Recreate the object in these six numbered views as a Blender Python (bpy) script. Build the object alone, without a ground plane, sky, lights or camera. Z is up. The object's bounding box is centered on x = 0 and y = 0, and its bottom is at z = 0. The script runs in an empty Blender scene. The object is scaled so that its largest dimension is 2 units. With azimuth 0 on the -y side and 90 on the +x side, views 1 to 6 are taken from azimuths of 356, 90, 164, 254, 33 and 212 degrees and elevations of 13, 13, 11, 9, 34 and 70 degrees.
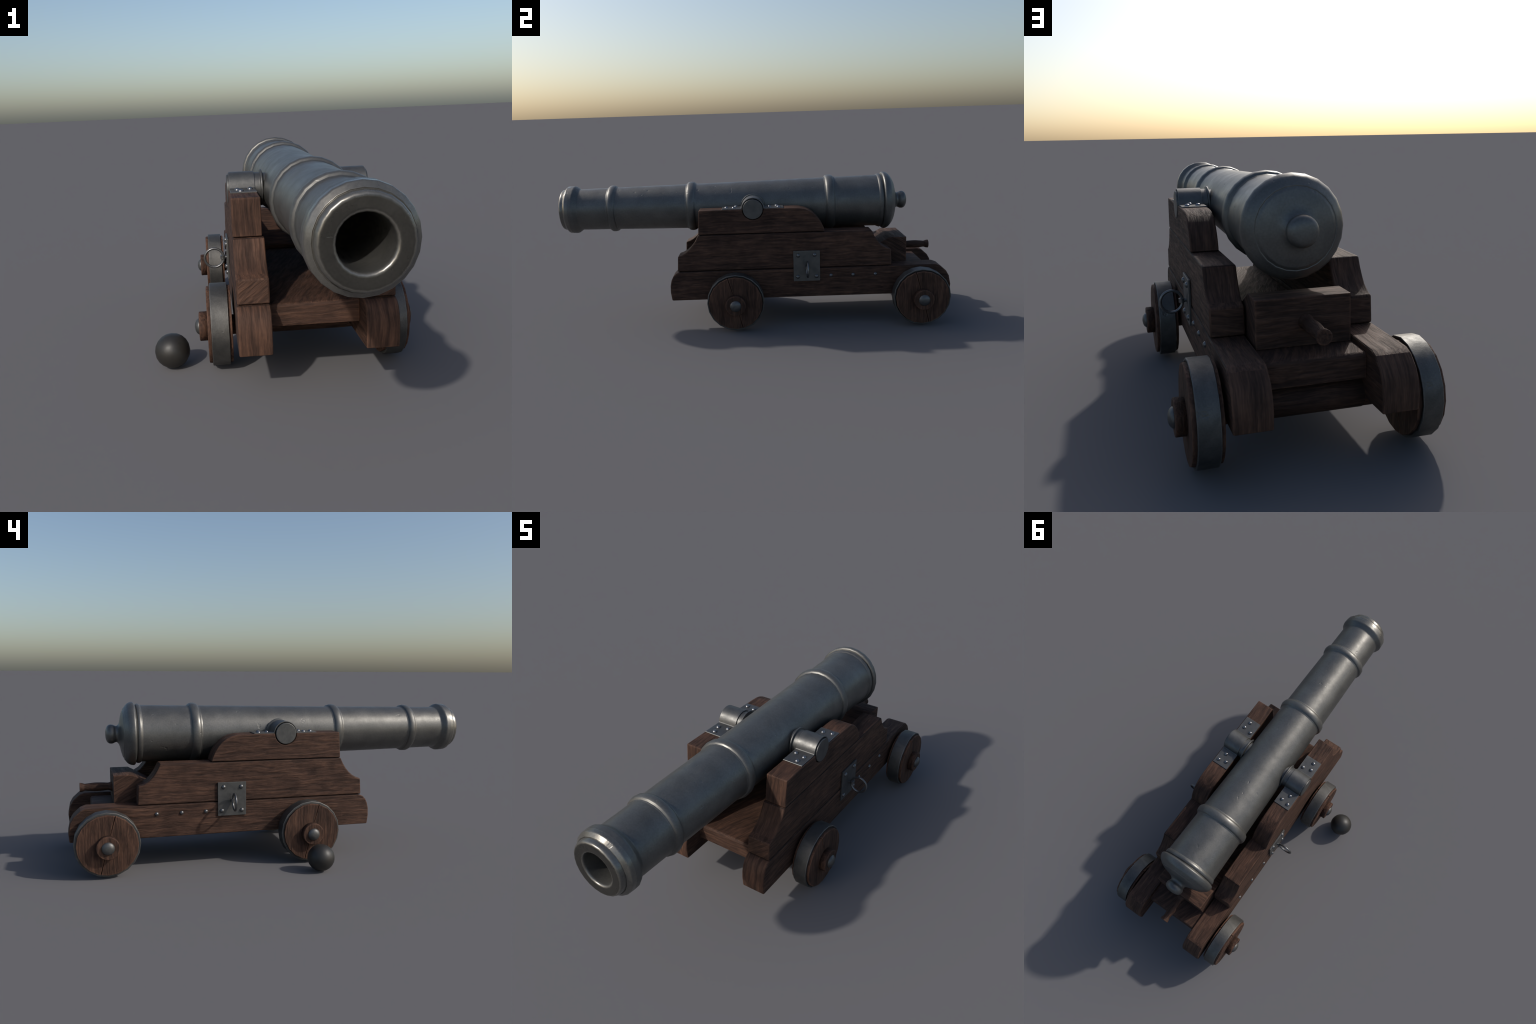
# Old naval cannon on a stepped wooden truck carriage, with one iron ball beside it.
import bpy, bmesh, math, random
from mathutils import Vector, Matrix

random.seed(7)
XC = 0.0715            # symmetry plane of the gun
AXIS_Z = 0.597         # height of the bore axis
col = bpy.context.scene.collection


# ------------------------------------------------------------------ helpers
def link(name, mesh, parent=None, mat=None, loc=(0, 0, 0)):
    ob = bpy.data.objects.new(name, mesh)
    col.objects.link(ob)
    ob.location = loc
    if parent is not None:
        ob.parent = parent
        off = Vector((0, 0, 0))
        p = parent
        while p is not None:
            off += p.location
            p = p.parent
        ob.location = Vector(loc) - off      # loc is given in world space
    if mat is not None and mesh is not None and not mesh.materials:
        mesh.materials.append(mat)
    return ob


def fillet(points, steps=4):
    """(a, r[, radius]) corner list -> dense [(a, r)] polyline with rounded corners."""
    out = []
    n = len(points)
    for i, p in enumerate(points):
        rad = p[2] if len(p) > 2 else 0
        P = Vector(p[:2])
        if rad <= 0 or i in (0, n - 1):
            out.append(tuple(P))
            continue
        A, B = Vector(points[i - 1][:2]), Vector(points[i + 1][:2])
        u, v = (A - P), (B - P)
        t = min(rad, u.length * 0.49, v.length * 0.49)
        a, b = P + u.normalized() * t, P + v.normalized() * t
        for k in range(steps + 1):
            s = k / steps
            q = a * (1 - s) ** 2 + P * 2 * s * (1 - s) + b * s * s
            out.append((q.x, q.y))
    return out


def profile_normals(pl):
    nrm = []
    for i in range(len(pl)):
        a, b = Vector(pl[max(i - 1, 0)]), Vector(pl[min(i + 1, len(pl) - 1)])
        p = Vector(pl[i])
        d1 = (p - a).normalized() if (p - a).length > 1e-9 else None
        d2 = (b - p).normalized() if (b - p).length > 1e-9 else None
        l1, l2 = (p - a).length, (b - p).length
        if d1 is None:
            t = d2
        elif d2 is None:
            t = d1
        else:                      # the longer flat keeps its own normal
            t = d1 * l1 + d2 * l2
            t.normalize()
        nrm.append(Vector((-t.y, t.x)))
    return nrm


def revolve(name, pl, segs, axis, phase=0.0, jitter=0.0):
    """Lathe a (along, radius) polyline round axis 'x' or 'y'; smooth analytic normals."""
    nrm = profile_normals(pl)
    verts, normals, rings = [], [], []

    def place(a, r, th):
        c, s = math.cos(th), math.sin(th)
        return (a, r * c, r * s) if axis == 'x' else (r * c, a, r * s)

    for (a, r), n in zip(pl, nrm):
        if r < 1e-6:
            rings.append([len(verts)])
            verts.append(place(a, 0, 0))
            normals.append(place(n.x, 0, 0))
            continue
        ring = []
        for k in range(segs):
            th = phase + 2 * math.pi * k / segs
            ring.append(len(verts))
            verts.append(place(a + random.uniform(-jitter, jitter), r, th))
            normals.append(place(n.x, n.y, th))
        rings.append(ring)
    faces = []
    for A, B in zip(rings[:-1], rings[1:]):
        for k in range(segs):
            j = (k + 1) % segs
            if len(A) == 1 and len(B) == 1:
                continue
            if len(A) == 1:
                f = (A[0], B[j], B[k])
            elif len(B) == 1:
                f = (A[k], A[j], B[0])
            else:
                f = (A[k], A[j], B[j], B[k])
            faces.append(f)
    me = bpy.data.meshes.new(name)
    me.from_pydata(verts, [], faces)
    bm = bmesh.new()
    bm.from_mesh(me)
    # make the winding agree with the analytic normals
    bm.verts.ensure_lookup_table()
    vote = 0
    for f in bm.faces:
        f.normal_update()
        m = Vector((0, 0, 0))
        for v in f.verts:
            m += Vector(normals[v.index])
        vote += 1 if f.normal.dot(m) > 0 else -1
    if vote < 0:
        bmesh.ops.reverse_faces(bm, faces=bm.faces[:])
    bm.to_mesh(me)
    bm.free()
    for p in me.polygons:
        p.use_smooth = True
    me.normals_split_custom_set_from_vertices([Vector(n).normalized() for n in normals])
    return me


def finish(bm, name, bevel=0.0, segs=2, angle=35, smooth=40, crease=None):
    bmesh.ops.recalc_face_normals(bm, faces=bm.faces[:])
    if bevel > 0:
        edges = [e for e in bm.edges if e.is_manifold and e.calc_face_angle(0) > math.radians(angle)]
        bmesh.ops.bevel(bm, geom=edges, offset=bevel, segments=segs, profile=0.6, affect='EDGES',
                        clamp_overlap=True)
    me = bpy.data.meshes.new(name)
    bm.to_mesh(me)
    bm.free()
    for p in me.polygons:
        p.use_smooth = True
    me.set_sharp_from_angle(angle=math.radians(smooth))
    if crease is not None:                 # keep one named edge line crisp
        for e in me.edges:
            pts = [me.vertices[i].co for i in e.vertices]
            if all(abs(p.y - crease[0]) + abs(p.z - crease[1]) < 0.004 for p in pts):
                e.use_edge_sharp = True
    return weighted(me)


def weighted(me):
    """Bake face-area weighted normals so the big flats stay flat beside their chamfers."""
    name = me.name
    ob = bpy.data.objects.new('shading_helper', me)
    col.objects.link(ob)
    md = ob.modifiers.new('flats', 'WEIGHTED_NORMAL')
    md.keep_sharp = True
    md.weight = 80
    dg = bpy.context.evaluated_depsgraph_get()
    out = bpy.data.meshes.new_from_object(ob.evaluated_get(dg))
    bpy.data.objects.remove(ob)
    bpy.data.meshes.remove(me)
    out.name = name
    return out


def slab(name, outline, width, bevel=0.004, centre=(0, 0), segs=2, smooth=40, crease=None):
    """Extrude a (y, z) outline by +-width/2 along x, with chamfered edges."""
    bm = bmesh.new()
    L = [bm.verts.new((-width / 2, y - centre[0], z - centre[1])) for y, z in outline]
    R = [bm.verts.new((width / 2, y - centre[0], z - centre[1])) for y, z in outline]
    bm.faces.new(L)
    bm.faces.new(list(reversed(R)))
    n = len(L)
    for i in range(n):
        j = (i + 1) % n
        bm.faces.new((L[j], L[i], R[i], R[j]))
    return finish(bm, name, bevel, segs, smooth=smooth, crease=crease)


def arc(cy, cz, r, a0, a1, n):
    return [(cy + r * math.cos(math.radians(a0 + (a1 - a0) * k / n)),
             cz + r * math.sin(math.radians(a0 + (a1 - a0) * k / n))) for k in range(n + 1)]


# ------------------------------------------------------------------ materials
class Nodes:
    def __init__(self, name):
        self.mat = bpy.data.materials.new(name)
        self.mat.use_nodes = True
        self.t = self.mat.node_tree
        self.t.nodes.clear()
        self.out = self.add('ShaderNodeOutputMaterial')
        self.bsdf = self.add('ShaderNodeBsdfPrincipled')
        self.t.links.new(self.bsdf.outputs[0], self.out.inputs[0])

    def add(self, kind, **kw):
        n = self.t.nodes.new(kind)
        for k, v in kw.items():
            setattr(n, k, v)
        return n

    def put(self, sock, val):
        if hasattr(val, 'is_output') or isinstance(val, bpy.types.NodeSocket):
            self.t.links.new(val, sock)
        else:
            sock.default_value = val

    def math(self, op, a, b=0.0, c=None, clamp=False):
        n = self.add('ShaderNodeMath', operation=op, use_clamp=clamp)
        self.put(n.inputs[0], a)
        self.put(n.inputs[1], b)
        if c is not None:
            self.put(n.inputs[2], c)
        return n.outputs[0]

    def mapping(self, vec, scale=(1, 1, 1), rot=(0, 0, 0)):
        n = self.add('ShaderNodeMapping')
        self.put(n.inputs['Vector'], vec)
        n.inputs['Scale'].default_value = scale
        n.inputs['Rotation'].default_value = rot
        return n.outputs[0]

    def noise(self, vec, scale, detail=4, rough=0.55, dist=0.0):
        n = self.add('ShaderNodeTexNoise')
        self.put(n.inputs['Vector'], vec)
        n.inputs['Scale'].default_value = scale
        n.inputs['Detail'].default_value = detail
        n.inputs['Roughness'].default_value = rough
        n.inputs['Distortion'].default_value = dist
        return n.outputs['Fac']

    def ramp(self, fac, stops, smooth=False):
        n = self.add('ShaderNodeValToRGB')
        cr = n.color_ramp
        if smooth:
            cr.interpolation = 'EASE'
        while len(cr.elements) < len(stops):
            cr.elements.new(0.5)
        for e, (p, c) in zip(cr.elements, stops):
            e.position = p
            e.color = (c, c, c, 1) if isinstance(c, (int, float)) else (*c, 1)
        self.put(n.inputs[0], fac)
        return n.outputs[0]

    def mixc(self, fac, a, b, blend='MIX'):
        n = self.add('ShaderNodeMix', data_type='RGBA', blend_type=blend)
        self.put(n.inputs[0], fac)
        self.put(n.inputs[6], a if not isinstance(a, tuple) else (*a, 1))
        self.put(n.inputs[7], b if not isinstance(b, tuple) else (*b, 1))
        return n.outputs[2]

    def mixv(self, fac, a, b):
        n = self.add('ShaderNodeMix', data_type='VECTOR')
        self.put(n.inputs[0], fac)
        self.put(n.inputs[4], a)
        self.put(n.inputs[5], b)
        return n.outputs[1]

    def edge(self, radius, lo=0.02, hi=0.25, bump=None):
        """0 on flats, 1 along worn edges (true normal against a rounded normal)."""
        b = self.add('ShaderNodeBevel', samples=6)
        b.inputs['Radius'].default_value = radius
        g = self.add('ShaderNodeNewGeometry')
        d = self.add('ShaderNodeVectorMath', operation='DOT_PRODUCT')
        self.put(d.inputs[0], b.outputs[0])
        self.put(d.inputs[1], g.outputs['Normal'])
        inv = self.math('SUBTRACT', 1.0, d.outputs['Value'])
        mr = self.add('ShaderNodeMapRange')
        self.put(mr.inputs[0], inv)
        mr.inputs[1].default_value = lo
        mr.inputs[2].default_value = hi
        return mr.outputs[0]

    def bump(self, height, strength, dist, normal=None):
        n = self.add('ShaderNodeBump')
        n.inputs['Strength'].default_value = strength
        n.inputs['Distance'].default_value = dist
        self.put(n.inputs['Height'], height)
        if normal is not None:
            self.put(n.inputs['Normal'], normal)
        return n.outputs[0]

    def set(self, **kw):
        for k, v in kw.items():
            self.put(self.bsdf.inputs[k.replace('_', ' ')], v)


def wood(name, grain, ends, tone=1.0, seams=()):
    """Dark oiled oak. grain = streak axis. ends = [(axis, lo, hi, streak axes, tilt)]:
    faces whose normal component on axis lies in lo..hi take streaks along other axes."""
    m = Nodes(name)
    tc = m.add('ShaderNodeTexCoord')
    info = m.add('ShaderNodeObjectInfo')
    shift = m.math('MULTIPLY', info.outputs['Random'], 17.0)
    comb = m.add('ShaderNodeCombineXYZ')
    for i in range(3):
        m.put(comb.inputs[i], shift)
    add = m.add('ShaderNodeVectorMath', operation='ADD')
    m.put(add.inputs[0], tc.outputs['Object'])
    m.put(add.inputs[1], comb.outputs[0])
    P = add.outputs[0]
    # slow wobble so the fibres are not ruler straight
    wob = m.add('ShaderNodeTexNoise')
    m.put(wob.inputs['Vector'], P)
    wob.inputs['Scale'].default_value = 7.0
    wob.inputs['Detail'].default_value = 2.0
    sub = m.add('ShaderNodeVectorMath', operation='MULTIPLY_ADD')
    m.put(sub.inputs[0], wob.outputs['Color'])
    sub.inputs[1].default_value = (0.022, 0.022, 0.022)
    m.put(sub.inputs[2], P)
    PW = sub.outputs[0]

    def stretch(axes):
        return tuple(0.085 if c in axes else 1.0 for c in 'xyz')

    sep = m.add('ShaderNodeSeparateXYZ')
    m.put(sep.inputs[0], tc.outputs['Normal'])
    V = m.mapping(PW, stretch(grain), (0.012, 0.012, 0.012))
    for axis, lo, hi, streaks, tilt in ends:
        rot = [0.0, 0.0, 0.0]
        rot['xyz'.index(axis)] = tilt
        e = m.mapping(m.mapping(PW, (1, 1, 1), tuple(rot)), stretch(streaks))
        n = sep.outputs['xyz'.index(axis)]
        mask = m.math('MULTIPLY', m.math('GREATER_THAN', n, lo), m.math('LESS_THAN', n, hi))
        V = m.mixv(mask, V, e)
    streak = m.noise(V, 95, 5, 0.62, 0.45)
    fine = m.noise(V, 260, 3, 0.6)
    broad = m.noise(V, 26, 3, 0.55, 0.5)
    stain = m.noise(P, 11, 4, 0.62)
    grainv = m.math('ADD', m.math('MULTIPLY', streak, 0.58),
                    m.math('ADD', m.math('MULTIPLY', broad, 0.22), m.math('MULTIPLY', fine, 0.20)))
    t = tone
    base = m.ramp(grainv, [(0.36, (0.029 * t, 0.0160 * t, 0.0116 * t)),
                           (0.46, (0.053 * t, 0.0280 * t, 0.0192 * t)),
                           (0.55, (0.086 * t, 0.0440 * t, 0.0285 * t)),
                           (0.67, (0.138 * t, 0.0710 * t, 0.0445 * t))])
    dark = m.ramp(stain, [(0.36, 0.68), (0.60, 1.0)])
    base = m.mixc(1.0, base, dark, 'MULTIPLY')
    wearn = m.ramp(m.noise(P, 38, 3, 0.6), [(0.35, 0.15), (0.62, 1.0)])
    wear = m.math('MULTIPLY', m.edge(0.011, 0.015, 0.18), wearn)
    base = m.mixc(m.math('MULTIPLY', wear, 0.75), base, (0.215 * t, 0.108 * t, 0.068 * t))
    if seams:                       # shadow of the plank joints, painted as a dark line
        geo = m.add('ShaderNodeNewGeometry')
        gz = m.add('ShaderNodeSeparateXYZ')
        m.put(gz.inputs[0], geo.outputs['Position'])
        upright = m.math('LESS_THAN', m.math('ABSOLUTE', sep.outputs[2]), 0.9)
        for z in seams:
            d = m.math('ABSOLUTE', m.math('SUBTRACT', gz.outputs[2], z))
            groove_shade = m.ramp(m.math('MULTIPLY', d, 100.0), [(0.22, 0.9), (0.55, 0.0)])
            base = m.mixc(m.math('MULTIPLY', groove_shade, upright), base, (0.010, 0.006, 0.005))
    h = m.math('ADD', m.math('MULTIPLY', streak, 0.6),
               m.math('ADD', m.math('MULTIPLY', fine, 0.15), m.math('MULTIPLY', broad, 0.5)))
    nb = m.bump(h, 0.75, 0.008)
    rough = m.ramp(grainv, [(0.35, 0.82), (0.65, 0.6)])
    m.set(Base_Color=base, Roughness=rough, Normal=nb)
    m.bsdf.inputs['Specular IOR Level'].default_value = 0.22
    return m.mat


def iron(name, colour, dark, rough=(0.34, 0.5), worn=(0.46, 0.44, 0.41), edge_r=0.005, edge_amt=0.8,
         metallic=1.0, pits=True, bump=0.12, scale=1.0, muzzle_y=None, wear_rough=-0.08):
    m = Nodes(name)
    tc = m.add('ShaderNodeTexCoord')
    P = tc.outputs['Object']
    cloud = m.noise(P, 9 * scale, 6, 0.62, 0.4)
    grit = m.noise(P, 160 * scale, 3, 0.6)
    base = m.mixc(m.ramp(cloud, [(0.32, 0.0), (0.66, 1.0)]), dark, colour)
    base = m.mixc(1.0, base, m.ramp(grit, [(0.3, 0.86), (0.7, 1.06)]), 'MULTIPLY')
    gloss = 0.0
    if muzzle_y is not None:                   # muzzle colour lightened for its sun and sky highlight, flat face darkened
        sp = m.add('ShaderNodeSeparateXYZ')
        m.put(sp.inputs[0], P)
        sn = m.add('ShaderNodeSeparateXYZ')
        m.put(sn.inputs[0], tc.outputs['Normal'])
        bore = m.math('ADD', m.math('POWER', m.math('ABSOLUTE', sp.outputs[0]), 2.0),
                      m.math('POWER', m.math('ABSOLUTE', sp.outputs[2]), 2.0))
        muzzle_lift = m.math('MULTIPLY', m.math('LESS_THAN', sp.outputs[1], muzzle_y), m.math('GREATER_THAN', bore, 0.0629 ** 2))
        flat = m.ramp(m.math('MULTIPLY', sn.outputs[1], -1.0), [(0.90, 0.0), (0.99, 1.0)])
        base = m.mixc(muzzle_lift, base, m.mixc(1.0, base, (1.35, 1.32, 1.27), 'MULTIPLY'))
        base = m.mixc(m.math('MULTIPLY', flat, muzzle_lift), base, m.mixc(1.0, base, (0.36, 0.36, 0.36), 'MULTIPLY'))
        gloss = m.math('MULTIPLY', muzzle_lift, 0.13)
    wearn = m.ramp(m.noise(P, 26 * scale, 4, 0.6), [(0.3, 0.35), (0.65, 1.0)])
    wear = m.math('MULTIPLY', m.edge(edge_r, 0.015, 0.20), wearn)
    base = m.mixc(m.math('MULTIPLY', wear, edge_amt), base, worn)
    r = m.ramp(m.noise(P, 14 * scale, 5, 0.6), [(0.3, rough[1]), (0.7, rough[0])])
    r = m.math('ADD', r, m.math('MULTIPLY', wear, wear_rough))
    r = m.math('SUBTRACT', r, gloss)
    h = m.math('ADD', m.math('MULTIPLY', m.noise(P, 24 * scale, 5, 0.55), 1.0),
               m.math('MULTIPLY', grit, 0.12))
    nb = m.bump(h, bump, 0.02)
    if pits:
        dent = m.ramp(m.noise(m.mapping(P, (1, 0.8, 1.1)), 42, 2, 0.5), [(0.62, 1.0), (0.78, 0.0)], True)
        # dents come in a few clusters only
        few = m.ramp(m.noise(P, 6.5, 2, 0.5), [(0.56, 1.0), (0.64, 0.0)])
        nb = m.bump(m.math('MAXIMUM', dent, few), 0.30, 0.005, nb)
    m.set(Base_Color=base, Roughness=r, Normal=nb, Metallic=metallic)
    return m.mat


SEAMS = (0.4818, 0.2968)
M_SIDE = wood('oak_side_grain', 'y', [('y', 0.45, 2, 'zy', 0), ('y', -2, -0.45, 'zy', 0)], seams=SEAMS)
M_STEP = wood('oak_step', 'y', [('y', 0.45, 0.97, 'zy', 0), ('y', -0.97, -0.45, 'zy', 0),
                                ('y', 0.97, 2, 'x', 0.1), ('y', -2, -0.97, 'x', 0.65)], seams=SEAMS)
M_CROSS = wood('oak_cross_grain', 'x', [('x', 0.6, 2, 'yx', 0.5), ('x', -2, -0.6, 'yx', 0.5)], 0.92)
M_AXLE = wood('oak_axle', 'x', [], 0.72)  # tone lowered to deepen the shadow beneath the bed plank
M_BED = wood('oak_bed', 'x', [('z', 0.7, 2, 'y', 0.35)], 0.92)
M_WHEEL = wood('oak_wheel', 'z', [])
M_HANDLE = wood('oak_handle', 'y', [], 0.85)
M_CRACK = wood('oak_split', 'z', [], 0.16)
M_GUN = iron('gun_iron', (0.160, 0.156, 0.145), (0.118, 0.116, 0.109), rough=(0.37, 0.50), metallic=0.70,
             worn=(0.150, 0.142, 0.130), edge_amt=0.4, bump=0.035, muzzle_y=-0.950, wear_rough=0.09)
M_TYRE = iron('tyre_iron', (0.130, 0.126, 0.118), (0.078, 0.077, 0.074), rough=(0.47, 0.62), edge_r=0.005,
              worn=(0.62, 0.61, 0.58), edge_amt=1.0, scale=1.6, pits=True, bump=0.06, metallic=0.78)  # worn: edge tinted pale for the white glint on the outer rim
M_PLATE = iron('plate_iron', (0.135, 0.133, 0.127), (0.095, 0.095, 0.093), rough=(0.40, 0.52),
               worn=(0.38, 0.37, 0.35), edge_r=0.003, scale=3.0, pits=False, bump=0.03, metallic=0.72)
M_RIVET = iron('rivet_iron', (0.26, 0.26, 0.265), (0.20, 0.20, 0.205), rough=(0.25, 0.31), pits=False,
               bump=0.02, edge_amt=0.0, scale=4.0, metallic=0.9)
M_STUD = iron('stud_iron', (0.18, 0.18, 0.18), (0.13, 0.13, 0.13), rough=(0.3, 0.4), pits=False,
              bump=0.02, edge_amt=0.0, scale=4.0, metallic=0.8)
M_BALL = iron('ball_iron', (0.0245, 0.0222, 0.0192), (0.0185, 0.0170, 0.0150), rough=(0.42, 0.52), metallic=0.0,
              pits=False, edge_amt=0.0, bump=0.02)

# ------------------------------------------------------------------ the gun
cannon = bpy.data.objects.new('cannon', None)
col.objects.link(cannon)
cannon.location = (XC, 0.28, 0)
cannon['label'] = 'dark iron ship cannon on a stepped wooden truck carriage'
cannon['category'] = 'cannon'


def astragal(yc, hw, ra, rb, peak):
    """A half-round moulding with a tiny fillet step on either side."""
    pts = [(yc - hw - 0.006, ra), (yc - hw - 0.0035, ra + 0.0022), (yc - hw, ra + 0.0026)]
    for k in range(9):
        a = math.pi * k / 8
        base = ra + (rb - ra) * k / 8 + 0.0026
        pts.append((yc - (hw - 0.002) * math.cos(a), base + (peak - base) * math.sin(a) ** 0.85))
    pts += [(yc + hw, rb + 0.0026), (yc + hw + 0.0035, rb + 0.0022), (yc + hw + 0.006, rb)]
    return pts


tube = []
tube += fillet([(-0.50, 0.0), (-0.50, 0.0608, 0.02), (-1.0, 0.0618, 0.011), (-1.0, 0.1040, 0.019),
                (-0.9770, 0.1065, 0.004), (-0.9785, 0.1090, 0.001), (-0.966, 0.1228, 0.004),
                (-0.928, 0.1248, 0.006), (-0.904, 0.1075, 0.010), (-0.895, 0.1075)], 5)
tube += astragal(-0.7305, 0.0205, 0.1095, 0.1105, 0.1220)
tube += [(-0.55, 0.1135)]
tube += astragal(-0.3165, 0.0225, 0.1165, 0.1172, 0.1287)
tube += [(-0.12, 0.1205), (0.08, 0.1245), (0.24, 0.1275)]
tube += astragal(0.4055, 0.0240, 0.1300, 0.1308, 0.1440)
tube += [(0.55, 0.1330)]
tube += fillet([(0.6545, 0.1350), (0.6575, 0.1372, 0.001), (0.661, 0.1395, 0.002), (0.6685, 0.1422, 0.004),
                (0.6765, 0.1400, 0.002), (0.6800, 0.1355, 0.002), (0.6815, 0.1355, 0.001),
                (0.6835, 0.1450, 0.003), (0.690, 0.1510, 0.004), (0.702, 0.1500, 0.006),
                (0.718, 0.1420, 0.008), (0.7330, 0.1225, 0.004), (0.7350, 0.1190, 0.001),
                (0.7342, 0.1165, 0.001), (0.7400, 0.1090, 0.003), (0.7475, 0.0840, 0.01), (0.7510, 0.0660, 0.006)], 4)
knob = fillet([(0.7510, 0.0660), (0.7550, 0.0520, 0.008), (0.7610, 0.0420, 0.007), (0.7680, 0.0378, 0.005),
               (0.7750, 0.0400, 0.004),
               (0.7830, 0.0445, 0.005), (0.7930, 0.0458, 0.004), (0.8020, 0.0440, 0.005), (0.8100, 0.0380, 0.005),
               (0.8155, 0.0270, 0.006), (0.8180, 0.0120, 0.006), (0.8184, 0.0)], 4)

whole = tube + knob[1:]
# one smooth body, split into barrel and cascabel; both keep the whole body's normals
full = revolve('whole_gun', whole, 24, 'y')


def part_of(name, lo, hi):
    nv = [v.normal.copy() for v in full.vertices]
    cn = [None] * len(full.vertices)
    for lp in full.loops:
        cn[lp.vertex_index] = full.corner_normals[lp.index].vector.copy()
    keep, faces = {}, []
    verts, norms = [], []
    for p in full.polygons:
        cy = p.center.y
        if not (lo <= cy < hi):
            continue
        f = []
        for vi in p.vertices:
            if vi not in keep:
                keep[vi] = len(verts)
                verts.append(full.vertices[vi].co[:])
                norms.append(cn[vi] or nv[vi])
            f.append(keep[vi])
        faces.append(f)
    me = bpy.data.meshes.new(name)
    me.from_pydata(verts, [], faces)
    for p in me.polygons:
        p.use_smooth = True
    me.normals_split_custom_set_from_vertices(norms)
    return me


barrel = link('barrel', part_of('barrel', -2, 0.7510), cannon, M_GUN, (XC, 0, AXIS_Z))
link('cascabel', part_of('cascabel', 0.7510, 2), cannon, M_GUN, (XC, 0, AXIS_Z))

# trunnions: stub shafts with a thin collar, in line with the caps on the cheeks
TY, TZ = 0.005, 0.604
trunnion_pl = fillet([(0.085, 0.0505), (0.1185, 0.0505, 0.001), (0.1225, 0.0635, 0.002), (0.1285, 0.0630, 0.002),
                      (0.1300, 0.0535, 0.002), (0.1510, 0.0535, 0.001), (0.1512, 0.0500, 0.001),
                      (0.2440, 0.0500, 0.003), (0.2440, 0.0)], 3)
for s in (1, -1):
    me = revolve('trunnion', [(s * a, r) for a, r in trunnion_pl], 20, 'x', math.pi / 2)
    link('trunnion', me, barrel, M_PLATE, (XC, TY, TZ))

# ------------------------------------------------------------------ carriage
RIVET_PL = [(0.0, 0.0098), (0.0012, 0.0100), (0.0036, 0.0091), (0.0060, 0.0072), (0.0077, 0.0046),
            (0.0084, 0.0020), (0.0085, 0.0)]
RIVET = revolve('rivet', RIVET_PL, 14, 'x')
RIVET.materials.append(M_RIVET)
STUD = revolve('stud', RIVET_PL, 14, 'x')
STUD.materials.append(M_STUD)


def rivet(parent, loc, facing, size=1.0, mesh=RIVET):
    ob = link('rivet', mesh, parent, None, loc)
    ob.scale = (size,) * 3
    ob.rotation_euler = facing
    return ob


OUT = {1: (0, 0, 0), -1: (0, math.pi, 0)}
UP = (0, -math.pi / 2, 0)

upper_outline = [(-0.272, 0.4825), (-0.2645, 0.605), (TY - 0.0528, 0.605)]
upper_outline += arc(TY, TZ, 0.0528, 180, 360, 14)[1:-1]
upper_outline += [(TY + 0.0528, 0.605), (0.205, 0.605), (0.236, 0.6035), (0.264, 0.598), (0.288, 0.5875),
                  (0.308, 0.5735), (0.328, 0.553), (0.344, 0.530), (0.355, 0.506), (0.362, 0.4825)]
middle_outline = [(-0.3850, 0.2975), (-0.3800, 0.3755), (-0.3590, 0.3820), (-0.3380, 0.3940), (-0.3200, 0.4095),
                  (-0.3030, 0.4290), (-0.2880, 0.4530), (-0.2745, 0.4810),
                  (0.5960, 0.4810), (0.6110, 0.4500), (0.6280, 0.4250), (0.6460, 0.4040), (0.6700, 0.3890),
                  (0.6940, 0.3810), (0.6990, 0.2975)]
lower_outline = [(-0.4215, 0.1470), (-0.4270, 0.1900), (-0.4260, 0.2250), (-0.4200, 0.2520), (-0.4100, 0.2730),
                 (-0.3960, 0.2870), (-0.3760, 0.2960),
      (0.9220, 0.2960), (0.9460, 0.2870), (0.9770, 0.2590), (0.9910, 0.2340),
                  (1.0000, 0.1900), (0.9965, 0.1470)]

UPPER = slab('cheek_upper', upper_outline, 0.093, 0.0055, (0.045, 0.54), segs=3)
MIDDLE = slab('cheek_middle', middle_outline, 0.100, 0.0070, (0.157, 0.39), segs=3)
LOWER = slab('cheek_lower', lower_outline, 0.1025, 0.0070, (0.287, 0.222), segs=3, smooth=24,
             crease=(0.9460 - 0.287, 0.2870 - 0.222))
for s in (1, -1):
    link('cheek_upper', UPPER, cannon, M_SIDE, (XC + s * 0.1955, 0.045, 0.54))
    link('cheek_middle', MIDDLE, cannon, M_STEP, (XC + s * 0.1920, 0.157, 0.39))
    low = link('cheek_lower', LOWER, cannon, M_SIDE, (XC + s * 0.1930, 0.287, 0.222))
    for y in (0.390, 0.502, 0.615):
        rivet(low, (XC + s * 0.2435, y, 0.255), OUT[s], 0.95, STUD)

# bed plank between the cheeks
bed = slab('bed_plank', [(-0.338, 0.208), (-0.338, 0.274), (-0.331, 0.281), (0.887, 0.281), (0.895, 0.273),
                         (0.895, 0.208)], 0.283, 0.005, (0.28, 0.245))
link('bed_plank', bed, cannon, M_BED, (XC, 0.28, 0.245))

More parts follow.
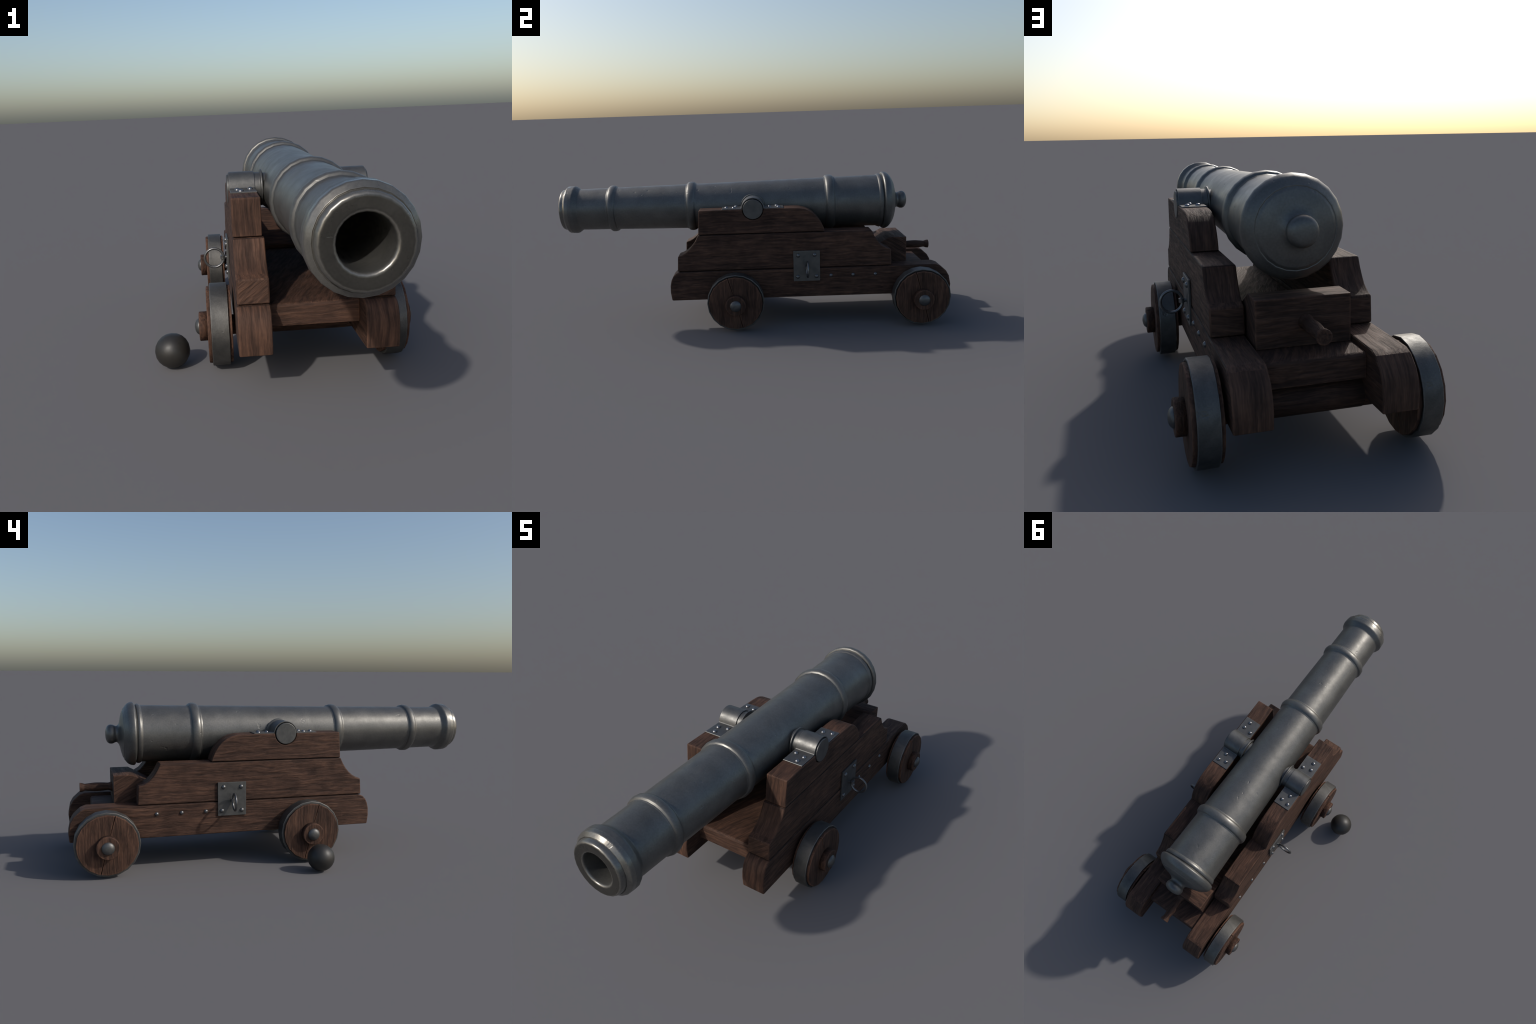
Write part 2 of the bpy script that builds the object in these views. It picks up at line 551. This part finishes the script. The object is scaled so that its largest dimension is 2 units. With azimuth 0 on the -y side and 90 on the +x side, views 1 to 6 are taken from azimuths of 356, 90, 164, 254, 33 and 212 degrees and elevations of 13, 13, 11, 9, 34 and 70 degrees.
# elevating wedge with its turned handle
wedge_me = slab('elevating_wedge', [(0.480, 0.2825), (0.480, 0.2980), (0.708, 0.4200), (0.795, 0.4200),
                                    (0.795, 0.2825)], 0.273, 0.004, (0.65, 0.34))
wedge = link('elevating_wedge', wedge_me, cannon, M_CROSS, (XC, 0.65, 0.34))
handle = fillet([(0.785, 0.0), (0.785, 0.0225), (0.800, 0.0225, 0.004), (0.812, 0.0175, 0.005),
                 (0.840, 0.0200, 0.008), (0.872, 0.0212, 0.01), (0.905, 0.0182, 0.008), (0.921, 0.0160, 0.005),
                 (0.930, 0.0205, 0.004), (0.9425, 0.0222, 0.002), (0.9435, 0.0200, 0.001), (0.9435, 0.0)], 3)
link('handle', revolve('handle', handle, 16, 'y'), wedge, M_HANDLE, (XC - 0.006, 0, 0.350))

# caps over the trunnions
cap_outline = [(-0.149, 0.6045), (-0.149, 0.6090), (TY - 0.0605, 0.6090)]
cap_outline += arc(TY, TZ, 0.0580, 172, 8, 18)
cap_outline += [(TY + 0.0605, 0.6090), (0.158, 0.6090), (0.158, 0.6045), (TY + 0.0530, 0.6045)]
cap_outline += arc(TY, TZ, 0.0525, 3, 177, 18)
cap_outline += [(TY - 0.0530, 0.6045)]
CAP = slab('trunnion_cap', cap_outline, 0.087, 0.0010, (0.005, 0.62), 1, smooth=32)
CAP_RIVETS = [(0.1685, -0.0795), (0.2025, -0.127), (0.2120, -0.090), (0.1770, 0.125), (0.2020, 0.089), (0.2165, 0.1335)]
for s in (1, -1):
    cap = link('trunnion_cap', CAP, cannon, M_PLATE, (XC + s * 0.1935, 0.005, 0.62))
    for dx, y in CAP_RIVETS:
        rivet(cap, (XC + s * dx, y, 0.6085), UP, 1.0)

# side plates with a ring in an eye
plate_me = slab('ring_plate', [(0.2010, 0.2310), (0.2010, 0.3870), (0.3345, 0.3870), (0.3345, 0.2310)], 0.008, 0.0018,
                (0.268, 0.309))


def torus(name, R, r, nu, nv):
    """Ring lying in the x-z plane."""
    verts, faces = [], []
    for i in range(nu):
        u = 2 * math.pi * i / nu
        for j in range(nv):
            v = 2 * math.pi * j / nv
            verts.append(((R + r * math.cos(v)) * math.cos(u), r * math.sin(v), (R + r * math.cos(v)) * math.sin(u)))
            a, b = (i + 1) % nu, (j + 1) % nv
            faces.append((i * nv + j, i * nv + b, a * nv + b, a * nv + j))
    me = bpy.data.meshes.new(name)
    me.from_pydata(verts, [], faces)
    for p in me.polygons:
        p.use_smooth = True
    return me


RING = torus('pull_ring', 0.0375, 0.0050, 40, 10)
RING.materials.append(M_STUD)


def eye_mesh():
    """Short barrel-shaped clasp round the ring, on a stub from the plate (grows along +x)."""
    bm = bmesh.new()
    rings = []
    for z, r in ((-0.0080, 0.0084), (-0.0066, 0.0101), (-0.0040, 0.0098), (0.0040, 0.0098), (0.0066, 0.0101), (0.0080, 0.0084)):
        rings.append([bm.verts.new((0.0160 + r * math.cos(2 * math.pi * k / 14), r * math.sin(2 * math.pi * k / 14), z))
                      for k in range(14)])
    for A, B in zip(rings[:-1], rings[1:]):
        for k in range(14):
            bm.faces.new((A[k], A[(k + 1) % 14], B[(k + 1) % 14], B[k]))
    bm.faces.new(list(reversed(rings[0])))
    bm.faces.new(rings[-1])
    stub = [[bm.verts.new((x, 0.0060 * math.cos(2 * math.pi * k / 10), 0.0060 * math.sin(2 * math.pi * k / 10)))
             for k in range(10)] for x in (-0.001, 0.010)]
    for k in range(10):
        bm.faces.new((stub[0][k], stub[0][(k + 1) % 10], stub[1][(k + 1) % 10], stub[1][k]))
    return finish(bm, 'ring_eye', smooth=50)


EYE = eye_mesh()
EYE.materials.append(M_STUD)
for s in (1, -1):
    plate = link('ring_plate', plate_me, cannon, M_PLATE, (XC + s * 0.2470, 0.268, 0.309))
    for y, z in ((0.225, 0.3645), (0.308, 0.3655), (0.2215, 0.254), (0.316, 0.255)):
        rivet(plate, (XC + s * 0.2505, y, z), OUT[s], 1.05, STUD)
    eye = link('ring_eye', EYE, plate, None, (XC + s * 0.2505, 0.268, 0.304))
    eye.rotation_euler = (0, 0, 0 if s > 0 else math.pi)
    ring = link('pull_ring', RING, plate, None, (XC + s * 0.3005, 0.268, 0.3025))
    ring.rotation_euler = (0, 0, s * 0.03)

# ------------------------------------------------------------------ axles and wheels
axle_pl = fillet([(-0.262, 0.0), (-0.262, 0.0345, 0.002), (0.262, 0.0345, 0.002), (0.262, 0.0)], 2)
AXLE = revolve('axle', axle_pl, 16, 'x')
# round bolster that fills the space between the axle and the bed plank
AXLE_BED = revolve('axle_bed', [(-0.143, 0.0), (-0.143, 0.0460), (0.143, 0.0460), (0.143, 0.0)], 16, 'x')
WZ, DZ = 0.1438, 0.1490     # hub height, disc height


def wheel_disc(s):
    """Wooden truck split by a drying crack: two halves that part towards the rim,
    over a dark core seen at the bottom of the crack."""
    bm = bmesh.new()
    top, bottom, gap = math.radians(-15.5), math.radians(166.0), math.radians(0.95)
    step = 2 * math.pi / 20

    def rim(lo, hi):
        ths = [lo] + [k * step for k in range(-20, 41) if lo + 0.03 < k * step < hi - 0.03] + [hi]
        return ths

    for lo, hi in ((top + gap, bottom - gap), (bottom + gap, top + 2 * math.pi - gap)):
        ths = rim(lo, hi)
        loops = []
        for a, r in ((0.2550, 0.1340), (0.3370, 0.1330)):
            pts = []
            for th in ths:
                k = round(th / step)             # stay on the 20-sided rim
                f = 1.0 if abs(th - k * step) < 1e-6 else math.cos(step / 2) / math.cos(((th / step) % 1.0 - 0.5) * step)
                pts.append((s * (a - 0.296), r * f * math.sin(th), r * f * math.cos(th)))
            mid = (lo + hi) / 2
            pts.append((s * (a - 0.296), 0.0003 * math.sin(mid), 0.0003 * math.cos(mid)))
            loops.append([bm.verts.new(p) for p in pts])
        n = len(loops[0])
        for k in range(n):
            j = (k + 1) % n
            bm.faces.new((loops[0][k], loops[0][j], loops[1][j], loops[1][k]))
        bm.faces.new(loops[0])
        bm.faces.new(loops[1])
    bmesh.ops.recalc_face_normals(bm, faces=bm.faces[:])

    def on_rim(v):
        return math.hypot(v.co.y, v.co.z) > 0.1
    edges = [e for e in bm.edges if on_rim(e.verts[0]) and on_rim(e.verts[1])
             and abs(e.verts[0].co.x - e.verts[1].co.x) < 1e-5]
    bmesh.ops.bevel(bm, geom=edges, offset=0.0035, segments=2, profile=0.6, affect='EDGES', clamp_overlap=True)
    core = []
    for a in (0.2610, 0.3310):
        core.append([bm.verts.new((s * (a - 0.296), 0.130 * math.sin(k * step), 0.130 * math.cos(k * step))) for k in range(20)])
    cf = [bm.faces.new(core[0]), bm.faces.new(core[1])]
    for k in range(20):
        cf.append(bm.faces.new((core[0][k], core[0][(k + 1) % 20], core[1][(k + 1) % 20], core[1][k])))
    bmesh.ops.recalc_face_normals(bm, faces=bm.faces[:])
    for f in cf:
        f.material_index = 1
    me = bpy.data.meshes.new('wheel')
    bm.to_mesh(me)
    bm.free()
    me.materials.append(M_WHEEL)
    me.materials.append(M_CRACK)
    for p in me.polygons:
        p.use_smooth = True
    me.set_sharp_from_angle(angle=math.radians(38))
    return weighted(me)


tyre_pl = fillet([(-0.030, 0.1300), (-0.030, 0.1430, 0.0026), (0.030, 0.1430, 0.0026), (0.030, 0.1300), (-0.030, 0.1300)], 2)
hub_pl = fillet([(0.030, 0.0), (0.030, 0.0508), (0.0705, 0.0508, 0.004), (0.0705, 0.0)], 3)
cap_pl = fillet([(0.0690, 0.0285), (0.0725, 0.0285, 0.002), (0.0790, 0.0240, 0.004), (0.0842, 0.0140, 0.005), (0.0862, 0.0)], 3)

for y in (-0.094, 0.838):
    link('axle', AXLE, cannon, M_CROSS, (XC, y, WZ))
    link('axle_bed', AXLE_BED, cannon, M_AXLE, (XC, y, 0.1550))
for s in (1, -1):
    disc = wheel_disc(s)
    hub = revolve('hub', [(s * a, r) for a, r in hub_pl], 20, 'x')
    nail = revolve('axle_cap', [(s * a, r) for a, r in cap_pl], 18, 'x')
    for y in (-0.094, 0.838):
        tyre = revolve('tyre', tyre_pl, 20, 'x', math.pi / 2, 0.0006)
        w = link('wheel', disc, cannon, None, (XC + s * 0.296, y, DZ))
        link('tyre', tyre, w, M_TYRE, (XC + s * 0.2955, y, DZ))
        link('hub', hub, w, M_WHEEL, (XC + s * 0.296, y, WZ))
        link('axle_cap', nail, w, M_PLATE, (XC + s * 0.296, y, WZ))

# ------------------------------------------------------------------ the ball
R = 0.0612
ball_pl = [(-R * math.cos(math.pi * k / 12), R * math.sin(math.pi * k / 12)) for k in range(13)]
ball_pl[0], ball_pl[-1] = (-R, 0.0), (R, 0.0)
ball = link('cannonball', revolve('cannonball', ball_pl, 20, 'y'), None, M_BALL, (-0.3930, -0.0920, R - 0.0002))
ball['label'] = 'small matt black iron cannonball lying on the ground'
ball['category'] = 'cannonball'
bpy.data.meshes.remove(full)
